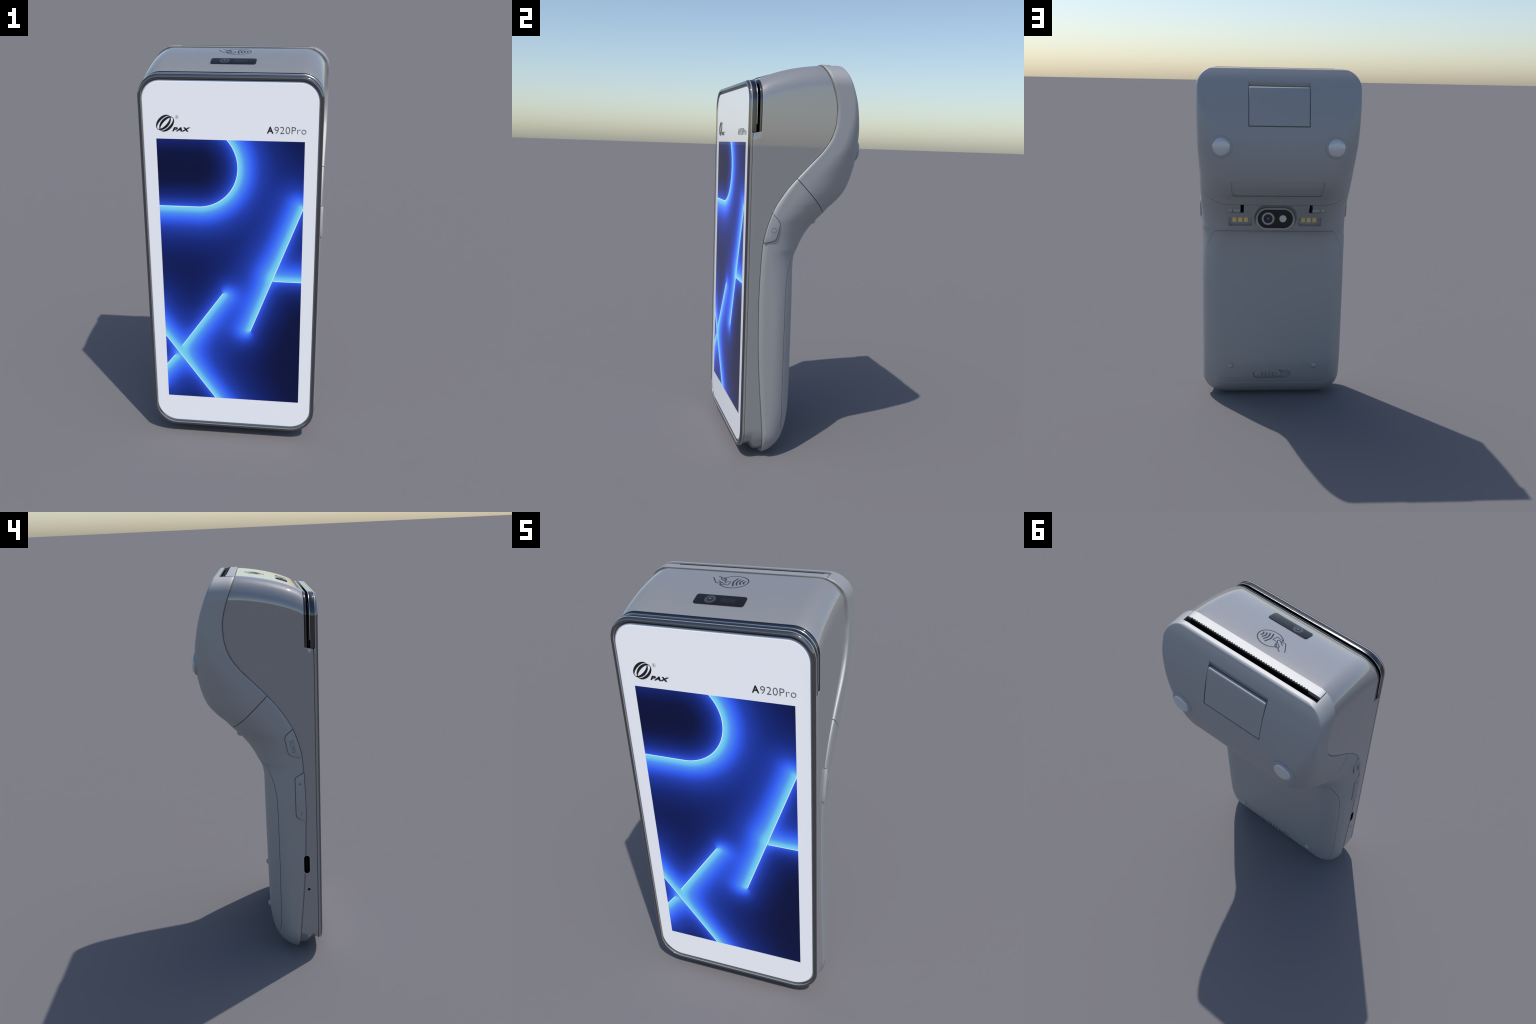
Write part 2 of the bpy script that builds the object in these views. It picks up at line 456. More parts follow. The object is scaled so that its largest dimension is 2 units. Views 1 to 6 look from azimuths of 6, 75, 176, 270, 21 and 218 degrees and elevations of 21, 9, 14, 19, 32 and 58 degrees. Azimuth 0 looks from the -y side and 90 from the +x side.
rim_head = [(0.026, -0.2900), (0.0172, -0.2960), (0.0165, -0.3020), (0.0155, -0.3034), (0.0140, -0.3037), (0.0085, -0.3030),
            (0.0050, -0.3012), (0.0022, -0.2982), (0.0006, -0.2942), (0.0, -0.2905)]
rim_plain = rim_head + [(0.0, -0.2882), (0.0, -0.2845), (0.0008, -0.2835), (0.0020, -0.2829), (0.0024, -0.2827)]
rim_slot = rim_head + [(0.0, -0.2892), (0.0, -0.2884), (0.0010, -0.2879), (0.0045, -0.2877), (0.014, -0.2876)]
screen_frame = sweep('screen_frame', rim_plain, rim_slot, M_RIM, (0, -0.285, 1.0), (0, -0.270, 1.0))
screen_frame.data.materials.append(M_CASE)
for p in screen_frame.data.polygons:
    if abs(p.normal.y) < 0.35 and p.center.y < -0.284: p.material_index = 1

# dark chrome insert of the card slot: front lip, slot walls, rear lip, over the top and down both sides
lip = [(0.060, -0.2872), (0.010, -0.2872), (0.0020, -0.2870), (0.0006, -0.2864), (0.0002, -0.2850), (0.0002, -0.2700), (0.0016, -0.2668), (0.0055, -0.2645), (0.012, -0.2638), (0.055, -0.2636),
       (0.055, -0.2535), (0.012, -0.2533), (0.0048, -0.2525), (0.0012, -0.2500), (0.0002, -0.2465), (0.0002, -0.2430), (0.0020, -0.2414), (0.010, -0.2408), (0.060, -0.2408)]
U = [p for p in OUT if p[1] > 1.6585]
cols, vs = [], []
for px, pz, nx, nz in U:
    col = [place(px, pz, nx, nz, a, y) for a, y in lip]
    cols.append(range(len(vs), len(vs) + len(col))); vs += col
k = len(lip)
fs = [(a[j], b[j], b[(j+1) % k], a[(j+1) % k]) for a, b in zip(cols[:-1], cols[1:]) for j in range(k)]
fs += [tuple(cols[0]), tuple(reversed(cols[-1]))]
card_slot = new_obj('card_slot', vs, fs, M_SLOT, root, sharp=40)

# bright bead along the front lip of the slot
for y0, y1 in ((-0.2672, -0.2632),):
    ym, hw = (y0 + y1)/2, (y1 - y0)/2
    bead = [(0.0022 - 0.0030*math.sin(math.pi*i/6), ym - hw*math.cos(math.pi*i/6)) for i in range(7)] + [(0.006, y1), (0.006, y0)]
    vs = [place(px, pz, nx, nz, a, y) for px, pz, nx, nz in U if pz > 1.664 for a, y in bead]
    k = len(bead); m = len(vs) // k
    fs = [(i*k + j, (i+1)*k + j, (i+1)*k + (j+1) % k, i*k + (j+1) % k) for i in range(m - 1) for j in range(k)]
    fs += [tuple(range(k)), tuple(range((m-1)*k, m*k))]
    new_obj('slot_bright_bead', vs, fs, M_BEAD, card_slot, sharp=50)

case_plain = [(0.0024, -0.2825), (0.0021, -0.2820), (0.0014, -0.2813), (0.0004, -0.2803), (0.0, -0.2780), (0.0, -0.265), (0.0, -0.252), (0.0, -0.2420), (0.0, -0.2360)]
case_slot  = [(0.060, -0.2404), (0.020, -0.2404), (0.0065, -0.2403), (0.0030, -0.2400), (0.0014, -0.2394), (0.0006, -0.2386), (0.0002, -0.2376), (0.0, -0.2365), (0.0, -0.2350)]
def case_tail(px, pz, nx, nz):
    col = []
    y0 = -0.2350 - 0.001*(1 - slot_mask(pz))
    zz = pz
    for _ in range(6):
        yb = max(parting(clamp(zz, 0, 2)) + 0.010, y0 + 0.012)
        zz = place(px, pz, nx, nz, 0, yb)[2]
    y1 = max(yb - 0.0135, y0 + 0.004)
    for i in range(1, 29):
        col.append(place(px, pz, nx, nz, 0.0, y0 + (y1 - y0) * i/28))
    for inset, dy in ((0.0006, 0.0008), (0.0022, 0.0016), (0.0060, 0.0022), (0.0065, 0.0120), (0.03, 0.0140)):
        col.append(place(px, pz, nx, nz, inset, y1 + dy))
    return col
casing = sweep('casing', case_plain, case_slot, M_CASE, (0, -0.275, 1.0), (0, -0.20, 1.0), case_tail)

# black core seen at the bottom of the card slot
slot_core = prism('slot_floor', rounded_rect(-W_CASE + 0.030, W_CASE - 0.030, 0.3, FRAME_TOP - 0.030, 0.06, 0.075),
                  (0, 0, 0), X, Z, Y, -0.2605, -0.2565, M_BLACK, root)

# front panel and display
def panel_ring(g):
    return rounded_rect(-0.4115 + g, 0.4115 - g, 0.0725 + g, 1.8800 - g, 0.112 - g, 0.092 - g, 18)
rings = [(0.0, -0.286), (0.0, -0.2945), (0.0015, -0.2955), (0.0055, -0.2978), (0.0075, Y_FRONT)]
vs, fs = [], []
for g, y in rings: vs += [(x, y, z) for x, z in panel_ring(g)]
n = len(vs) // len(rings)
fs.append(tuple(range(n - 1, -1, -1)))
for q in range(len(rings) - 1):
    fs += [(q*n + i, q*n + (i+1) % n, (q+1)*n + (i+1) % n, (q+1)*n + i) for i in range(n)]
fs.append(tuple(range((len(rings)-1)*n, len(rings)*n)))
panel = new_obj('front_panel', vs, fs, M_PANEL, root, sharp=5)
panel.data.materials.append(M_EDGE)
for p in panel.data.polygons:
    if abs(p.normal.y) < 0.97: p.material_index = 1
display = prism('display', [(-0.3462, 0.229), (0.3462, 0.229), (0.3462, 1.6115), (-0.3462, 1.6115)], (0, 0, 0), X, Z, Y, -0.2975, Y_FRONT - 0.0006, M_DISPLAY, panel)

# printed marks on the panel
UP = dict(u=X, v=Z, n=(0, -1, 0))
yp = Y_FRONT - 0.0002
def ink_ring(name, cx, cz, a, b, tilt, a2, b2, ox, oz, mat=M_INK):
    """Crescent ring: outer ellipse minus an inner ellipse shifted by (ox, oz) along its own axes."""
    n = 72; vs = []; t = math.radians(tilt); c, s = math.cos(t), math.sin(t)
    for y in (yp - 0.0007, yp + 0.001):
        for (p, q, dx, dz) in ((a, b, 0, 0), (a2, b2, ox, oz)):
            for i in range(n):
                w = 2*math.pi*i/n; e, f = dx + p*math.cos(w), dz + q*math.sin(w)
                vs.append((cx + c*e - s*f, y, cz + s*e + c*f))
    fs = []
    for i in range(n):
        j = (i + 1) % n
        fs += [(i, j, n+j, n+i), (2*n+j, 2*n+i, 3*n+i, 3*n+j), (i, 2*n+i, 2*n+j, j), (n+j, 3*n+j, 3*n+i, n+i)]
    return new_obj(name, vs, fs, mat, panel, flat=True)
ink_ring('emblem_ring', -0.3087, 1.6872, 0.0425, 0.0268, 45, 0.0408, 0.0158, 0.0, 0.0)
ink_ring('emblem_ring', -0.2938, 1.6803, 0.0425, 0.0268, 45, 0.0408, 0.0158, 0.0, 0.0)
lettering('brand_lettering', 'PAX', (-0.2690, yp, 1.6472), height=0.0193, mat=M_INK, parent=panel, shear=0.32, bold=0.05, width=0.0860, spacing=1.08, **UP)
lettering('model_lettering', 'A', (0.1715, yp, 1.6470), height=0.0315, mat=M_INK, parent=panel, bold=0.022, width=0.0305, **UP)
lettering('model_lettering', '920Pro', (0.2068, yp, 1.6468), height=0.0320, mat=M_INKG, parent=panel, bold=-0.016, width=0.1445, spacing=1.05, **UP)
lettering('registered_mark', 'R', (-0.2477, yp, 1.7095), height=0.0085, mat=M_INKR, parent=panel, width=0.0065, **UP)
strokes('registered_mark_ring', [['loop'] + circle(0.0080, 32, (-0.2445, 1.7137))], lambda a, b: (a, yp, b), 0.0006, M_INKR, panel)

# ------------------------------------------------------------------ shells
shell = loft_shell('back_shell'); shell.parent = root

# --- side buttons
POWER = [(-0.1735, 1.2715), (-0.1325, 1.2245), (-0.1540, 1.1385), (-0.2140, 1.1270)]
SCAN  = [(-0.1735, 1.2715), (-0.1325, 1.2360), (-0.1505, 1.1400), (-0.2140, 1.1250)]
VOLUME = [(-0.2225, 1.0455), (-0.1785, 1.0215), (-0.1800, 0.8080), (-0.2265, 0.7865)]
def grow(pts, g):
    c = Vector((sum(p[0] for p in pts)/len(pts), sum(p[1] for p in pts)/len(pts)))
    return [tuple(Vector(p) + (Vector(p) - c).normalized()*g) for p in pts]
def front_edge(pts):
    """Insert points so the front edge of a button follows the parting curve."""
    z0, z1 = pts[3][1], pts[0][1]
    return pts + [(parting(z0 + (z1 - z0)*t), z0 + (z1 - z0)*t) for t in (0.2, 0.4, 0.6, 0.8)]
buttons, button_holes = [], []
for name, pts, sx, r in (('power_button', POWER, 1, (0, .018, .022, 0)), ('scan_button', SCAN, -1, (0, .014, .022, 0)), ('volume_rocker', VOLUME, -1, (0, .014, .02, 0))):
    w = shell_half(pts[1][1])
    rr = list(r) + [0]*4
    shape = round_poly(front_edge(pts), rr)
    g = 0.0026
    hole = round_poly([(pts[0][0] - 0.02, pts[0][1] + g), (pts[0][0] + g*0.4, pts[0][1] + g), (pts[1][0] + g, pts[1][1] + g*0.5), (pts[2][0] + g, pts[2][1] - g*0.5),
                       (pts[3][0] - 0.001, pts[3][1] - g), (pts[3][0] - 0.02, pts[3][1] - g)], [0, 0, r[1], r[2], 0, 0])
    cut = prism('cut', hole, (0, 0, 0), Y, Z, X, sx*(w - 0.012), sx*(w + 0.05))
    button_holes.append(cut)
    b = prism(name, shape, (0, 0, 0), Y, Z, X, sx*(w - 0.03), sx*(w + 0.0045), M_SHELL, shell)
    bevel(b, 0.0035, 3)
    buttons.append((b, w + 0.0045))
bm = bmesh.new()
for c in button_holes: bm.from_mesh(c.data)
me = bpy.data.meshes.new('cut'); bm.to_mesh(me); bm.free(); drop(*button_holes)
cut = bpy.data.objects.new('cut', me); S.collection.objects.link(cut)
boolean(shell, [cut]); drop(cut)

BIG = 1.0
def half_space(p, n, gap):
    n = Vector(n).normalized(); t = Vector((1, 0, 0)); b = n.cross(t)
    return prism('cut', [(-BIG, -BIG), (BIG, -BIG), (BIG, BIG), (-BIG, BIG)], Vector(p) + n*gap, t, b, n, 0, 2*BIG)

def clone(ob, name):
    c = ob.copy(); c.data = ob.data.copy(); c.name = name; c.data.name = name
    S.collection.objects.link(c); return c

cover = clone(shell, 'printer_cover')
h = half_space(SPLIT_P, SPLIT_N, 0.0018); boolean(cover, [h], 'INTERSECT'); drop(h)
h = half_space(SPLIT_P, SPLIT_N, -0.0018); boolean(shell, [h]); drop(h)

# battery cover: everything behind a YZ outline
def battery_outline(g):
    pts = [(0.3, 1.0795 - g), (-0.016, 1.0795 - g), (-0.042, 1.060 - g), (-0.066 + g*.7, 1.008 - g*.7), (-0.0805 + g, 0.95), (-0.0875 + g, 0.88), (-0.0895 + g, 0.68), (-0.0885 + g, 0.40),
           (-0.0855 + g, 0.20), (-0.078 + g, 0.14), (-0.062 + g, 0.095 + g*.7), (-0.04, 0.080 + g), (0.3, 0.080 + g)]
    return [pts[0]] + spline(pts[1:-1], 6) + [pts[-1]]
bat = clone(shell, 'battery_cover')
c1 = prism('cut', battery_outline(0.0010), (0, 0, 0), Y, Z, X, -BIG, BIG); boolean(bat, [c1], 'INTERSECT'); drop(c1)
c2 = prism('cut', battery_outline(-0.0010), (0, 0, 0), Y, Z, X, -BIG, BIG); boolean(shell, [c2]); drop(c2)

bp, wp = buttons[0]
strokes('power_symbol', [spline([(-0.1685 + 0.0125*math.sin(a), 1.191 + 0.0125*math.cos(a)) for a in [math.radians(-60 + 24*i) for i in range(14)]], 3),
                         [(-0.1810, 1.191), (-0.172, 1.191)]], lambda a, b: (wp, a, b), 0.0011, M_ENGR, bp)
bs_, ws = buttons[1]
lettering('scan_lettering', 'SCAN', (-ws, -0.1715, 1.1885), (0, -0.21, -0.978), (0, -0.978, 0.21), (-1, 0, 0), 0.0225, M_ENGR, bs_, width=0.064, align='CENTER', bold=-0.012)
bv, wv = buttons[2]
strokes('volume_symbol', [[(-0.2010, 0.9985), (-0.2010, 0.9815)], [(-0.2095, 0.990), (-0.1925, 0.990)], [(-0.2038, 0.8405), (-0.2038, 0.8235)]],
        lambda a, b: (-wv, a, b), 0.0013, M_ENGR, bv)

# --- charging port and pin hole through casing and shell on the left side
port = pill(-0.2455, -0.2105, 0.489, 0.5945)
cut = prism('cut', port, (0, 0, 0), Y, Z, X, -0.46, -0.39)
hole = prism('cut', circle(0.0075, 24, (-0.2364, 0.396)), (0, 0, 0), Y, Z, X, -0.46, -0.41)
boolean(casing, [cut, hole]); boolean(shell, [cut]); drop(cut, hole)
n = len(port); inner = pill(-0.2430, -0.2130, 0.4915, 0.592)
vs = [(-0.4295, a, b) for a, b in port] + [(-0.4295, a, b) for a, b in inner] + [(-0.392, a, b) for a, b in inner] + [(-0.392, a, b) for a, b in port]
fs = []
for i in range(n):
    j = (i + 1) % n
    for q in range(4): fs.append((q*n + i, q*n + j, ((q+1) % 4)*n + j, ((q+1) % 4)*n + i))
usb = new_obj('charging_port', vs, fs, M_CHROME, casing)
prism('port_tongue', pill(-0.2315, -0.2245, 0.506, 0.577), (0, 0, 0), Y, Z, X, -0.422, -0.391, M_BLACK, usb)
prism('port_floor', inner, (0, 0, 0), Y, Z, X, -0.400, -0.3905, M_BLACK, usb)
prism('microphone_hole', circle(0.0074, 24, (-0.2364, 0.396)), (0, 0, 0), Y, Z, X, -0.420, -0.4105, M_BLACK, casing)

# --- printer cover: paper slot, tear strip with blade
YS0, YS1 = 0.050, 0.1405
tool = prism('cut', [(-0.3635, 1.92), (0.3635, 1.92), (0.3635, 2.1), (-0.3635, 2.1)], (0, 0, 0), X, Z, Y, YS0, YS1)
strip_src = clone(cover, 'tear_strip')
boolean(cover, [tool]); drop(tool)
tool = prism('cut', [(-0.3605, 1.93), (0.3605, 1.93), (0.3605, 2.1), (-0.3605, 2.1)], (0, 0, 0), X, Z, Y, 0.052, 0.1120)
boolean(strip_src, [tool], 'INTERSECT'); drop(tool)
for v in strip_src.data.vertices:
    if v.co.z > 1.935: v.co.z += 0.0012
bevel(strip_src, 0.0025, 2, 40)
strip_src.data.materials.clear(); strip_src.data.materials.append(M_STRIP); strip_src.parent = root
prism('paper_slot_black_block', [(-0.3625, 1.921), (0.3625, 1.921), (0.3625, 1.976), (-0.3625, 1.976)], (0, 0, 0), X, Z, Y, 0.1125, 0.1400, M_BLACK, root)
prism('paper_slot_black_block', [(-0.340, 1.930), (0.340, 1.930), (0.340, 1.9885), (-0.340, 1.9885)], (0, 0, 0), X, Z, Y, 0.1385, 0.1402, M_BLACK, root)
# blade with teeth
teeth, x_a, x_b = 48, -0.300, 0.340
pt = [(x_a, 1.95)]
step = (x_b - x_a) / teeth
prof = [(x_b, 1.950), (x_b, 1.9960)]
for i in range(teeth):
    x = x_b - i*step
    prof += [(x - step*0.12, 1.9960), (x - step*0.42, 2.0), (x - step*0.58, 2.0), (x - step*0.88, 1.9960)]
prof += [(x_a, 1.9960), (x_a, 1.950)]
prism('tear_blade', prof, (0, 0, 0), X, Z, Y, 0.1100, 0.1165, M_STEEL, strip_src)
# saw front of the blade against the strip: little notches in plan as well
saw = [(x_b, 0.1155)]
for i in range(teeth):
    x = x_b - i*step
    saw += [(x - step*0.2, 0.1125), (x - step*0.4, 0.1085), (x - step*0.6, 0.1085), (x - step*0.8, 0.1125)]
saw += [(x_a, 0.1155), (x_a, 0.1180), (x_b, 0.1180)]
prism('tear_blade', saw, (0, 0, 0), X, Y, Z, 1.9700, 1.9998, M_STEEL, strip_src)

# --- patches that follow the back profile, extruded along x
def back_patch(name, x0, x1, z0, z1, out, depth, mat=None, parent=None, n=24, shape=None):
    zs = [z0 + (z1 - z0)*i/n for i in range(n + 1)]
    o = [(back(z) + (out(z) if callable(out) else out), z) for z in zs]
    i_ = [(back(z) - depth, z) for z in reversed(zs)]
    k = 2*(n + 1); vs = [(x0, y, z) for y, z in o + i_] + [(x1, y, z) for y, z in o + i_]
    fs = []
    for i in range(n):
        a, b, c, d = i, i+1, k-2-i, k-1-i
        fs += [(a, b, c, d), (a+k, d+k, c+k, b+k)]
    for i in range(k):
        j = (i + 1) % k; fs.append((i, i + k, j + k, j))
    return new_obj(name, vs, fs, mat, parent)

# release flap with its finger scoop
cut = back_patch('cut', -0.1635, 0.1635, 1.6965, 1.9055, 0.02, 0.016); boolean(cover, [cut]); drop(cut)
sc = [(back(1.927) + 0.001, 1.927), (back(1.904) - 0.014, 1.904), (back(1.85) - 0.014, 1.85), (back(1.85) + 0.02, 1.85), (back(1.90) + 0.03, 1.927)]
cut = prism('cut', sc, (0, 0, 0), Y, Z, X, -0.1635, 0.1635); boolean(cover, [cut]); drop(cut)
flap = back_patch('release_flap', -0.1605, 0.1605, 1.7000, 1.9000, lambda z: 0.0003 + 0.0055*smooth(1.78, 1.90, z), 0.012, M_SHELL, cover)
bevel(flap, 0.005, 3, 45)

# label recess
lab = prism('cut', round_poly([(-0.248, 1.313), (0.248, 1.313), (0.257, 1.405), (-0.257, 1.405)], 0.012), (0, 0, 0), X, Z, Y, 0.0, 0.5)
lift = back_patch('cut', -0.5, 0.5, 1.25, 1.45, 0.05, 0.007, n=30)
boolean(lab, [lift], 'INTERSECT'); boolean(cover, [lab]); drop(lab, lift)

# rubber feet
def dome(name, o, n, r, hgt, mat, parent, ring=14, seg=40, edge=0.3):
    """Low round button: short wall then a domed top."""
    n = Vector(n).normalized(); u = n.orthogonal().normalized(); v = n.cross(u); o = Vector(o)
    prof = [(r, -0.03), (r, 0.0), (r, hgt*edge)]
    for i in range(1, ring):
        a = math.pi/2*i/ring
        prof.append((r*math.cos(a)**0.8, hgt*edge + hgt*(1-edge)*math.sin(a)))
    vs = []; fs = []
    for q, hh in prof:
        for i in range(seg):
            w = 2*math.pi*i/seg; vs.append(o + u*q*math.cos(w) + v*q*math.sin(w) + n*hh)
    for j in range(len(prof) - 1):
        for i in range(seg):
            k = (i+1) % seg; fs.append((j*seg+i, j*seg+k, (j+1)*seg+k, (j+1)*seg+i))
    vs.append(o + n*hgt); t = len(vs) - 1; b = (len(prof)-1)*seg
    fs += [(b+i, b+(i+1) % seg, t) for i in range(seg)]
    fs.append(tuple(reversed(range(seg))))
    return new_obj(name, vs, fs, mat, parent, 50)
for sx in (1, -1):
    seat = dome('foot_seat', (sx*0.305, 0.2665, 1.591), (0, 1, 0.02), 0.0570, 0.0225, M_SHELL, cover, edge=0.75)
    dome('rubber_foot', (sx*0.305, 0.2785, 1.591), (0, 1, 0.02), 0.0465, 0.0225, M_FOOT, seat, edge=0.45)

# ------------------------------------------------------------------ rear camera, contacts, hinges
CO, CU_, CV = Vector((0, 0.0225, 1.1590)), Vector(X), Vector(Z); CN = Vector(Y)
CF = dict(o=CO, u=CU_, v=CV, n=CN)
SW = Vector((0, 0.963, 0.27))
cut = prism('cut', pill(-0.1225, 0.1225, -0.0705, 0.0725), CO, CU_, CV, SW, -0.004, 0.2); boolean(shell, [cut]); drop(cut)
cam = prism('rear_camera', pill(-0.1150, 0.1150, -0.0660, 0.0660), d0=-0.05, d1=0.012, mat=M_SHELL, parent=shell, bev=0.005, **CF)
cut = prism('cut', pill(-0.1020, 0.1020, -0.0545, 0.0545), d0=-0.006, d1=0.1, **CF); boolean(cam, [cut]); drop(cut)
win = prism('camera_window', pill(-0.1020, 0.1020, -0.0545, 0.0545), d0=-0.02, d1=0.0015, mat=M_WINDOW, parent=cam, **CF)
def disc(name, x, v, r, d1, mat, parent, bev=0.0, d0=-0.01):
    return prism(name, circle(r, 40, (x, v)), d0=d0, d1=d1, mat=mat, parent=parent, bev=bev, **CF)
lx = 0.0415
ring = disc('lens_barrel', lx, 0, 0.0375, 0.0045, M_SHELL, win, 0.002)
disc('lens_rim', lx, 0, 0.0300, 0.0052, M_CHROME, ring)
disc('lens_well', lx, 0, 0.0270, 0.0056, M_LENS1, ring)
def lens_dome(name, o, n, r, hgt, mat, parent):
    d = dome(name, (0, 0, 0), (0, 0, 1), r, hgt, mat, parent, edge=0.05)
    q = Vector((0, 0, 1)).rotation_difference(Vector(n).normalized()).to_matrix()
    for w in d.data.vertices:
        w.co.z = max(w.co.z, -hgt)
    for w in d.data.vertices: w.co = q @ w.co + Vector(o)
    finish(d, 50)
    return d
lens_dome('camera_lens', CO + CU_*lx + CN*0.0057, CN, 0.0140, 0.003, M_LENS_REAR, ring)
disc('flash_lamp', -0.0445, 0, 0.0205, 0.0030, M_FLASH, win)

# charging contacts in shallow pockets
def surface_y(x, z):
    """Depth of the shell's back surface at (x, z), from the cross-section rule."""
    w, y0, y1 = shell_width(z), parting(z), back(z)
    rx, ry = min(fillet_x(z), 0.8*w), min(fillet_y(z), 0.92*(y1 - y0))
    q = clamp((abs(x) - (w - rx)) / rx)
    return y1 - ry + ry * math.sqrt(1 - q*q)
for cx, xs in ((0.2022, (0.236, 0.2022, 0.1688)), (-0.2005, (-0.1619, -0.1950, -0.2281))):
    zc = 1.1415
    o = Vector((0, surface_y(0.2, zc), zc)); tv = Vector((0, surface_y(0.2, zc + .02) - surface_y(0.2, zc - .02), 0.04)).normalized()
    tv = (tv + Vector((0, 0, 0.35))).normalized(); nn = Vector((0, tv.z, -tv.y))
    cut = prism('cut', rounded_rect(cx - 0.067, cx + 0.067, -0.033, 0.036, 0.01), o, X, tv, nn, -0.020, 0.08)
    boolean(shell, [cut]); drop(cut)
    for x in xs:
        prism('charging_contact', [(x - 0.0113, -0.014), (x + 0.0113, -0.014), (x + 0.0113, 0.024), (x - 0.0113, 0.024)], o, X, tv, nn, -0.035, -0.0180, M_GOLD, shell)

# cover hinges
for a, b, s0, s1 in ((0.2015, 0.2700, 0.1825, 0.2015), (-0.2750, -0.2065, -0.2065, -0.1880)):
    hz, hy = 1.2225, 0.0835
    mid = 0.2455 if a > 0 else -0.2505
    cut = prism('cut', [(s0, 1.203), (s1, 1.203), (s1, 1.262), (s0, 1.262)], (0, 0, 0), X, Z, Y, hy - 0.035, 0.2)
    pocket = prism('cut', circle(0.020, 24), (0, hy, hz), Y, Z, X, a, b)
    boolean(shell, [cut, pocket]); drop(cut, pocket)
    prism('hinge_slot', [(s0, 1.19), (s1, 1.19), (s1, 1.262), (s0, 1.262)], (0, 0, 0), X, Z, Y, hy - 0.05, hy - 0.034, M_BLACK, shell)
    for p, q in ((a, mid - 0.001), (mid + 0.001, b)):
        prism('hinge_barrel', circle(0.0175, 32), (0, hy, hz), Y, Z, X, p, q, M_SHELL, shell, 0.0015)

# ------------------------------------------------------------------ battery latch, bumps, lock marks
ly, lz = back(0.164), 0.164
lt = Vector((0, back(0.19) - back(0.14), 0.05)).normalized(); lnrm = Vector((0, lt.z, -lt.y))
LF = dict(o=Vector((0, ly, lz)), u=Vector(X), v=lt, n=lnrm)
cut = prism('cut', pill(-0.115, 0.117, -0.0285, 0.0285), d0=-0.020, d1=0.06, **LF); boolean(bat, [cut]); drop(cut)
slider = prism('battery_latch', pill(-0.055, 0.1145, -0.0258, 0.0258), d0=-0.03, d1=-0.002, mat=M_SHELL, parent=bat, bev=0.003, **LF)
for x in (0.071, 0.0495, 0.028, 0.0055, -0.0155):
    prism('latch_ridge', pill(x - 0.0042, x + 0.0042, -0.019, 0.019), d0=-0.006, d1=0.0065, mat=M_SHELL, parent=slider, bev=0.002, **LF)
pl = lambda a, b: tuple(LF['o'] + LF['u']*a + lt*b + lnrm*0.0)
strokes('locked_mark', [['loop', (0.1445, -0.012), (0.1645, -0.012), (0.1645, 0.003), (0.1445, 0.003)],
                        [(0.1480, 0.003), (0.1480, 0.008), (0.1520, 0.013), (0.1570, 0.013), (0.1610, 0.008), (0.1610, 0.003)]], pl, 0.0009, M_SHELL, bat)
strokes('unlocked_mark', [['loop', (-0.1445, -0.012), (-0.1600, -0.012), (-0.1600, 0.003), (-0.1445, 0.003)],
                          [(-0.1570, 0.003), (-0.1570, 0.009), (-0.1610, 0.013), (-0.1665, 0.013), (-0.1700, 0.008), (-0.1700, 0.003)]], pl, 0.0009, M_SHELL, bat)
for sx in (1, -1):
    dome('rest_bump', (sx*0.2575, back(0.226) - 0.002, 0.226), (0, 1, -0.1), 0.0175, 0.0165, M_SHELL, bat, edge=0.15)

shell.parent = cover.parent = bat.parent = root

# ------------------------------------------------------------------ top: front camera bar, contactless mark
def top_point(x, y, off=0.0):
    dy = 0.002; sl = (case_top(y + dy) - case_top(y - dy)) / (2*dy)
    n = Vector((0, -sl, 1)).normalized()
    return Vector((x, y, case_top(y))) + n*off
yc = -0.155
tv = (top_point(0, yc + 0.02) - top_point(0, yc - 0.02)).normalized(); tn = Vector((0, -tv.z, tv.y))
TF = dict(o=top_point(0, yc), u=Vector(X), v=tv, n=tn)
bar = prism('camera_bar', round_poly([(-0.1065, -0.0300), (0.1065, -0.0300), (0.1065, 0.0300), (-0.1065, 0.0300)], 0.013), d0=-0.01, d1=0.0030, mat=M_WINDOW, parent=casing, bev=0.0008, **TF)
prism('lens_surround', circle(0.0235, 40, (-0.041, 0.0)), d0=0.0, d1=0.0036, mat=M_LENS0, parent=bar, **TF)
prism('lens_surround', circle(0.0130, 40, (-0.041, 0.0)), d0=0.0, d1=0.0040, mat=M_LENS1, parent=bar, **TF)
lens_dome('front_camera_lens', TF['o'] + TF['u']*-0.041 + tn*0.0039, tn, 0.0085, 0.002, M_LENS_TOP, bar)
prism('sensor_window', [(0.004, -0.0125), (0.066, -0.0125), (0.066, 0.0125), (0.004, 0.0125)], d0=0.0, d1=0.0034, mat=M_WINRCT, parent=bar, **TF)

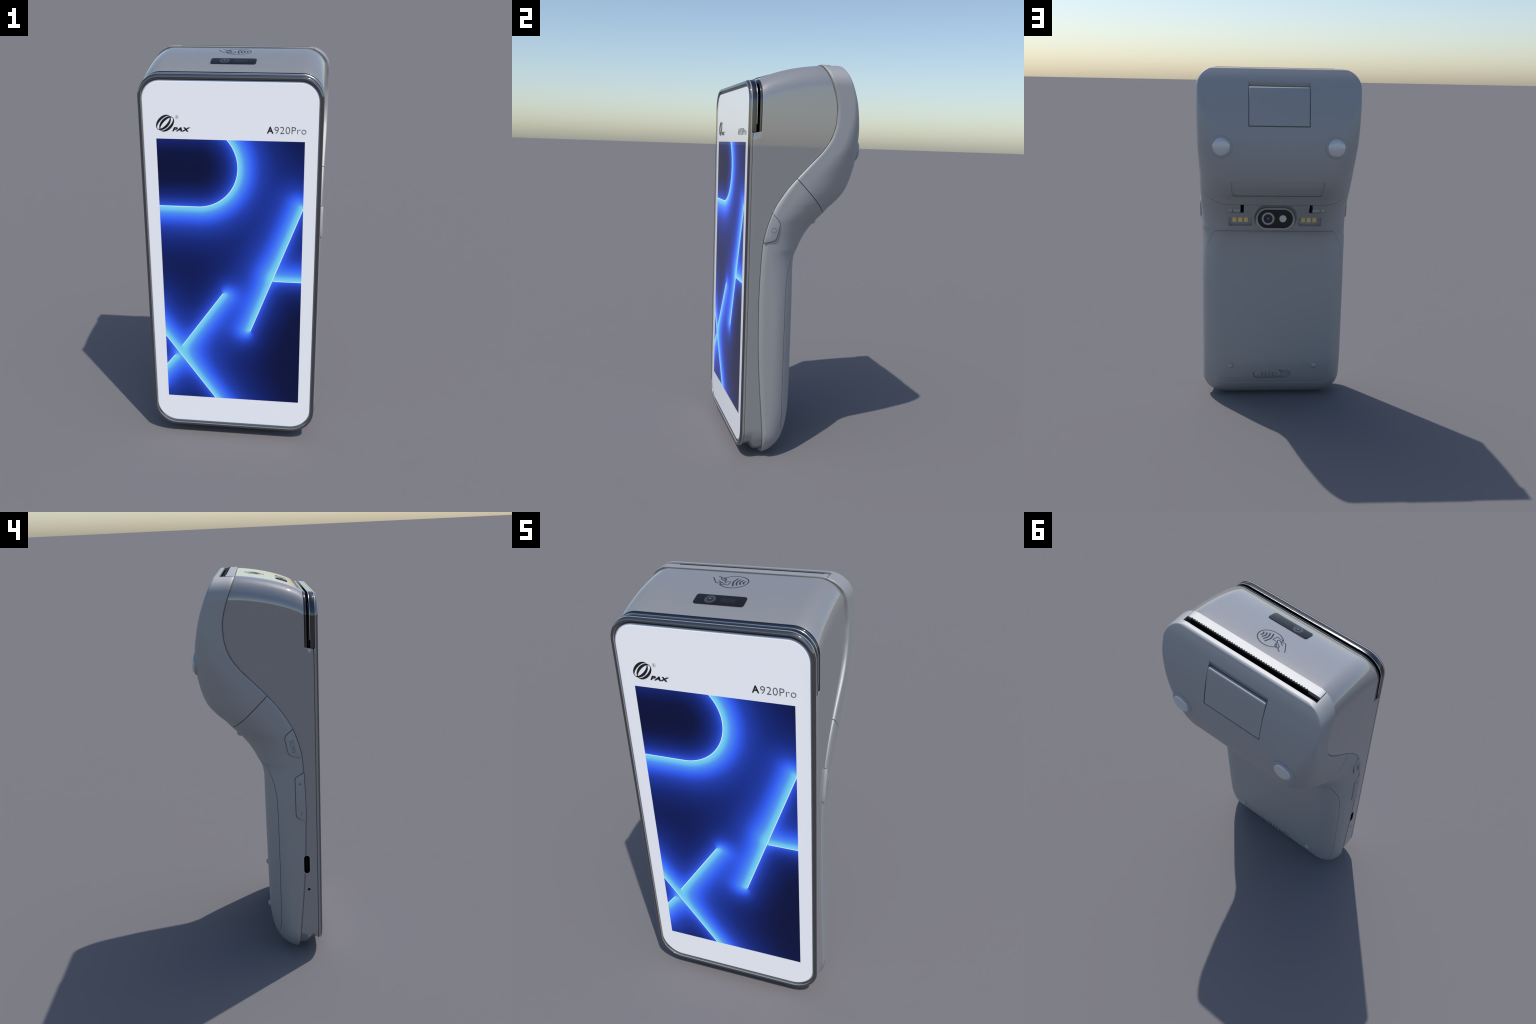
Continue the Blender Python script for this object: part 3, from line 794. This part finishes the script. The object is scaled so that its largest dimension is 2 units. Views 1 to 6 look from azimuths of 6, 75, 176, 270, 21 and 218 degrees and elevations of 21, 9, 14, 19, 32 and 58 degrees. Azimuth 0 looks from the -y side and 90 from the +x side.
# contactless mark: oval, four waves, hand holding a card (plan coordinates x, y on the casing top)
ecx, ecy, ea, eb = 0.0055, -0.0205, 0.0605, 0.0485
oval = [(ecx + ea*math.cos(t), ecy + eb*math.sin(t)) for t in [math.radians(-150 + 298*i/60) for i in range(61)]]
waves = [spline([(0.0523, -0.0341), (0.0462, -0.0220), (0.0520, -0.0097)], 8), spline([(0.0392, -0.0402), (0.0324, -0.0218), (0.0393, -0.0034)], 8),
         spline([(0.0265, -0.0479), (0.0188, -0.0224), (0.0264, 0.0032)], 8), spline([(0.0127, -0.0542), (0.0040, -0.0218), (0.0125, 0.0109)], 8)]
card = [(-0.0255, -0.0225), (-0.0071, -0.0226), (-0.0112, -0.0490), (-0.0466, -0.0444), (-0.0440, -0.0336)]
def densify(pts, n=8):
    return [tuple(Vector(a).lerp(Vector(b), i/n)) for a, b in zip(pts[:-1], pts[1:]) for i in range(n)] + [pts[-1]]
card = densify(card)
thumb = spline([(-0.0622, -0.0189), (-0.0460, -0.0300), (-0.0330, -0.0375), (-0.0255, -0.0330), (-0.0300, -0.0230), (-0.0458, -0.0115), (-0.0548, -0.0049), (-0.0583, 0.0064), (-0.0665, 0.0156), (-0.0759, 0.0181)], 6)
fing1 = spline([(-0.0300, -0.0175), (-0.0345, -0.0060), (-0.0360, 0.0017), (-0.0430, 0.0060), (-0.0498, 0.0086), (-0.0565, 0.0053)], 6)
fing2 = spline([(-0.0345, -0.0120), (-0.0400, -0.0040), (-0.0460, 0.0020), (-0.0530, 0.0008)], 6)
hand = spline([(-0.0469, -0.0334), (-0.0579, -0.0384), (-0.0660, -0.0360), (-0.0704, -0.0307), (-0.0854, -0.0082), (-0.0947, 0.0078)], 6)
tp = lambda k: (lambda a, b: tuple(top_point(a, b, -k)))
strokes('contactless_oval', [oval], tp(0.0053), 0.0060, M_NFC, casing)
strokes('contactless_wave', waves, tp(0.0092), 0.0100, M_NFC, casing)
strokes('contactless_hand', [card, thumb, fing1, fing2, hand], tp(0.0043), 0.0050, M_NFC, casing)
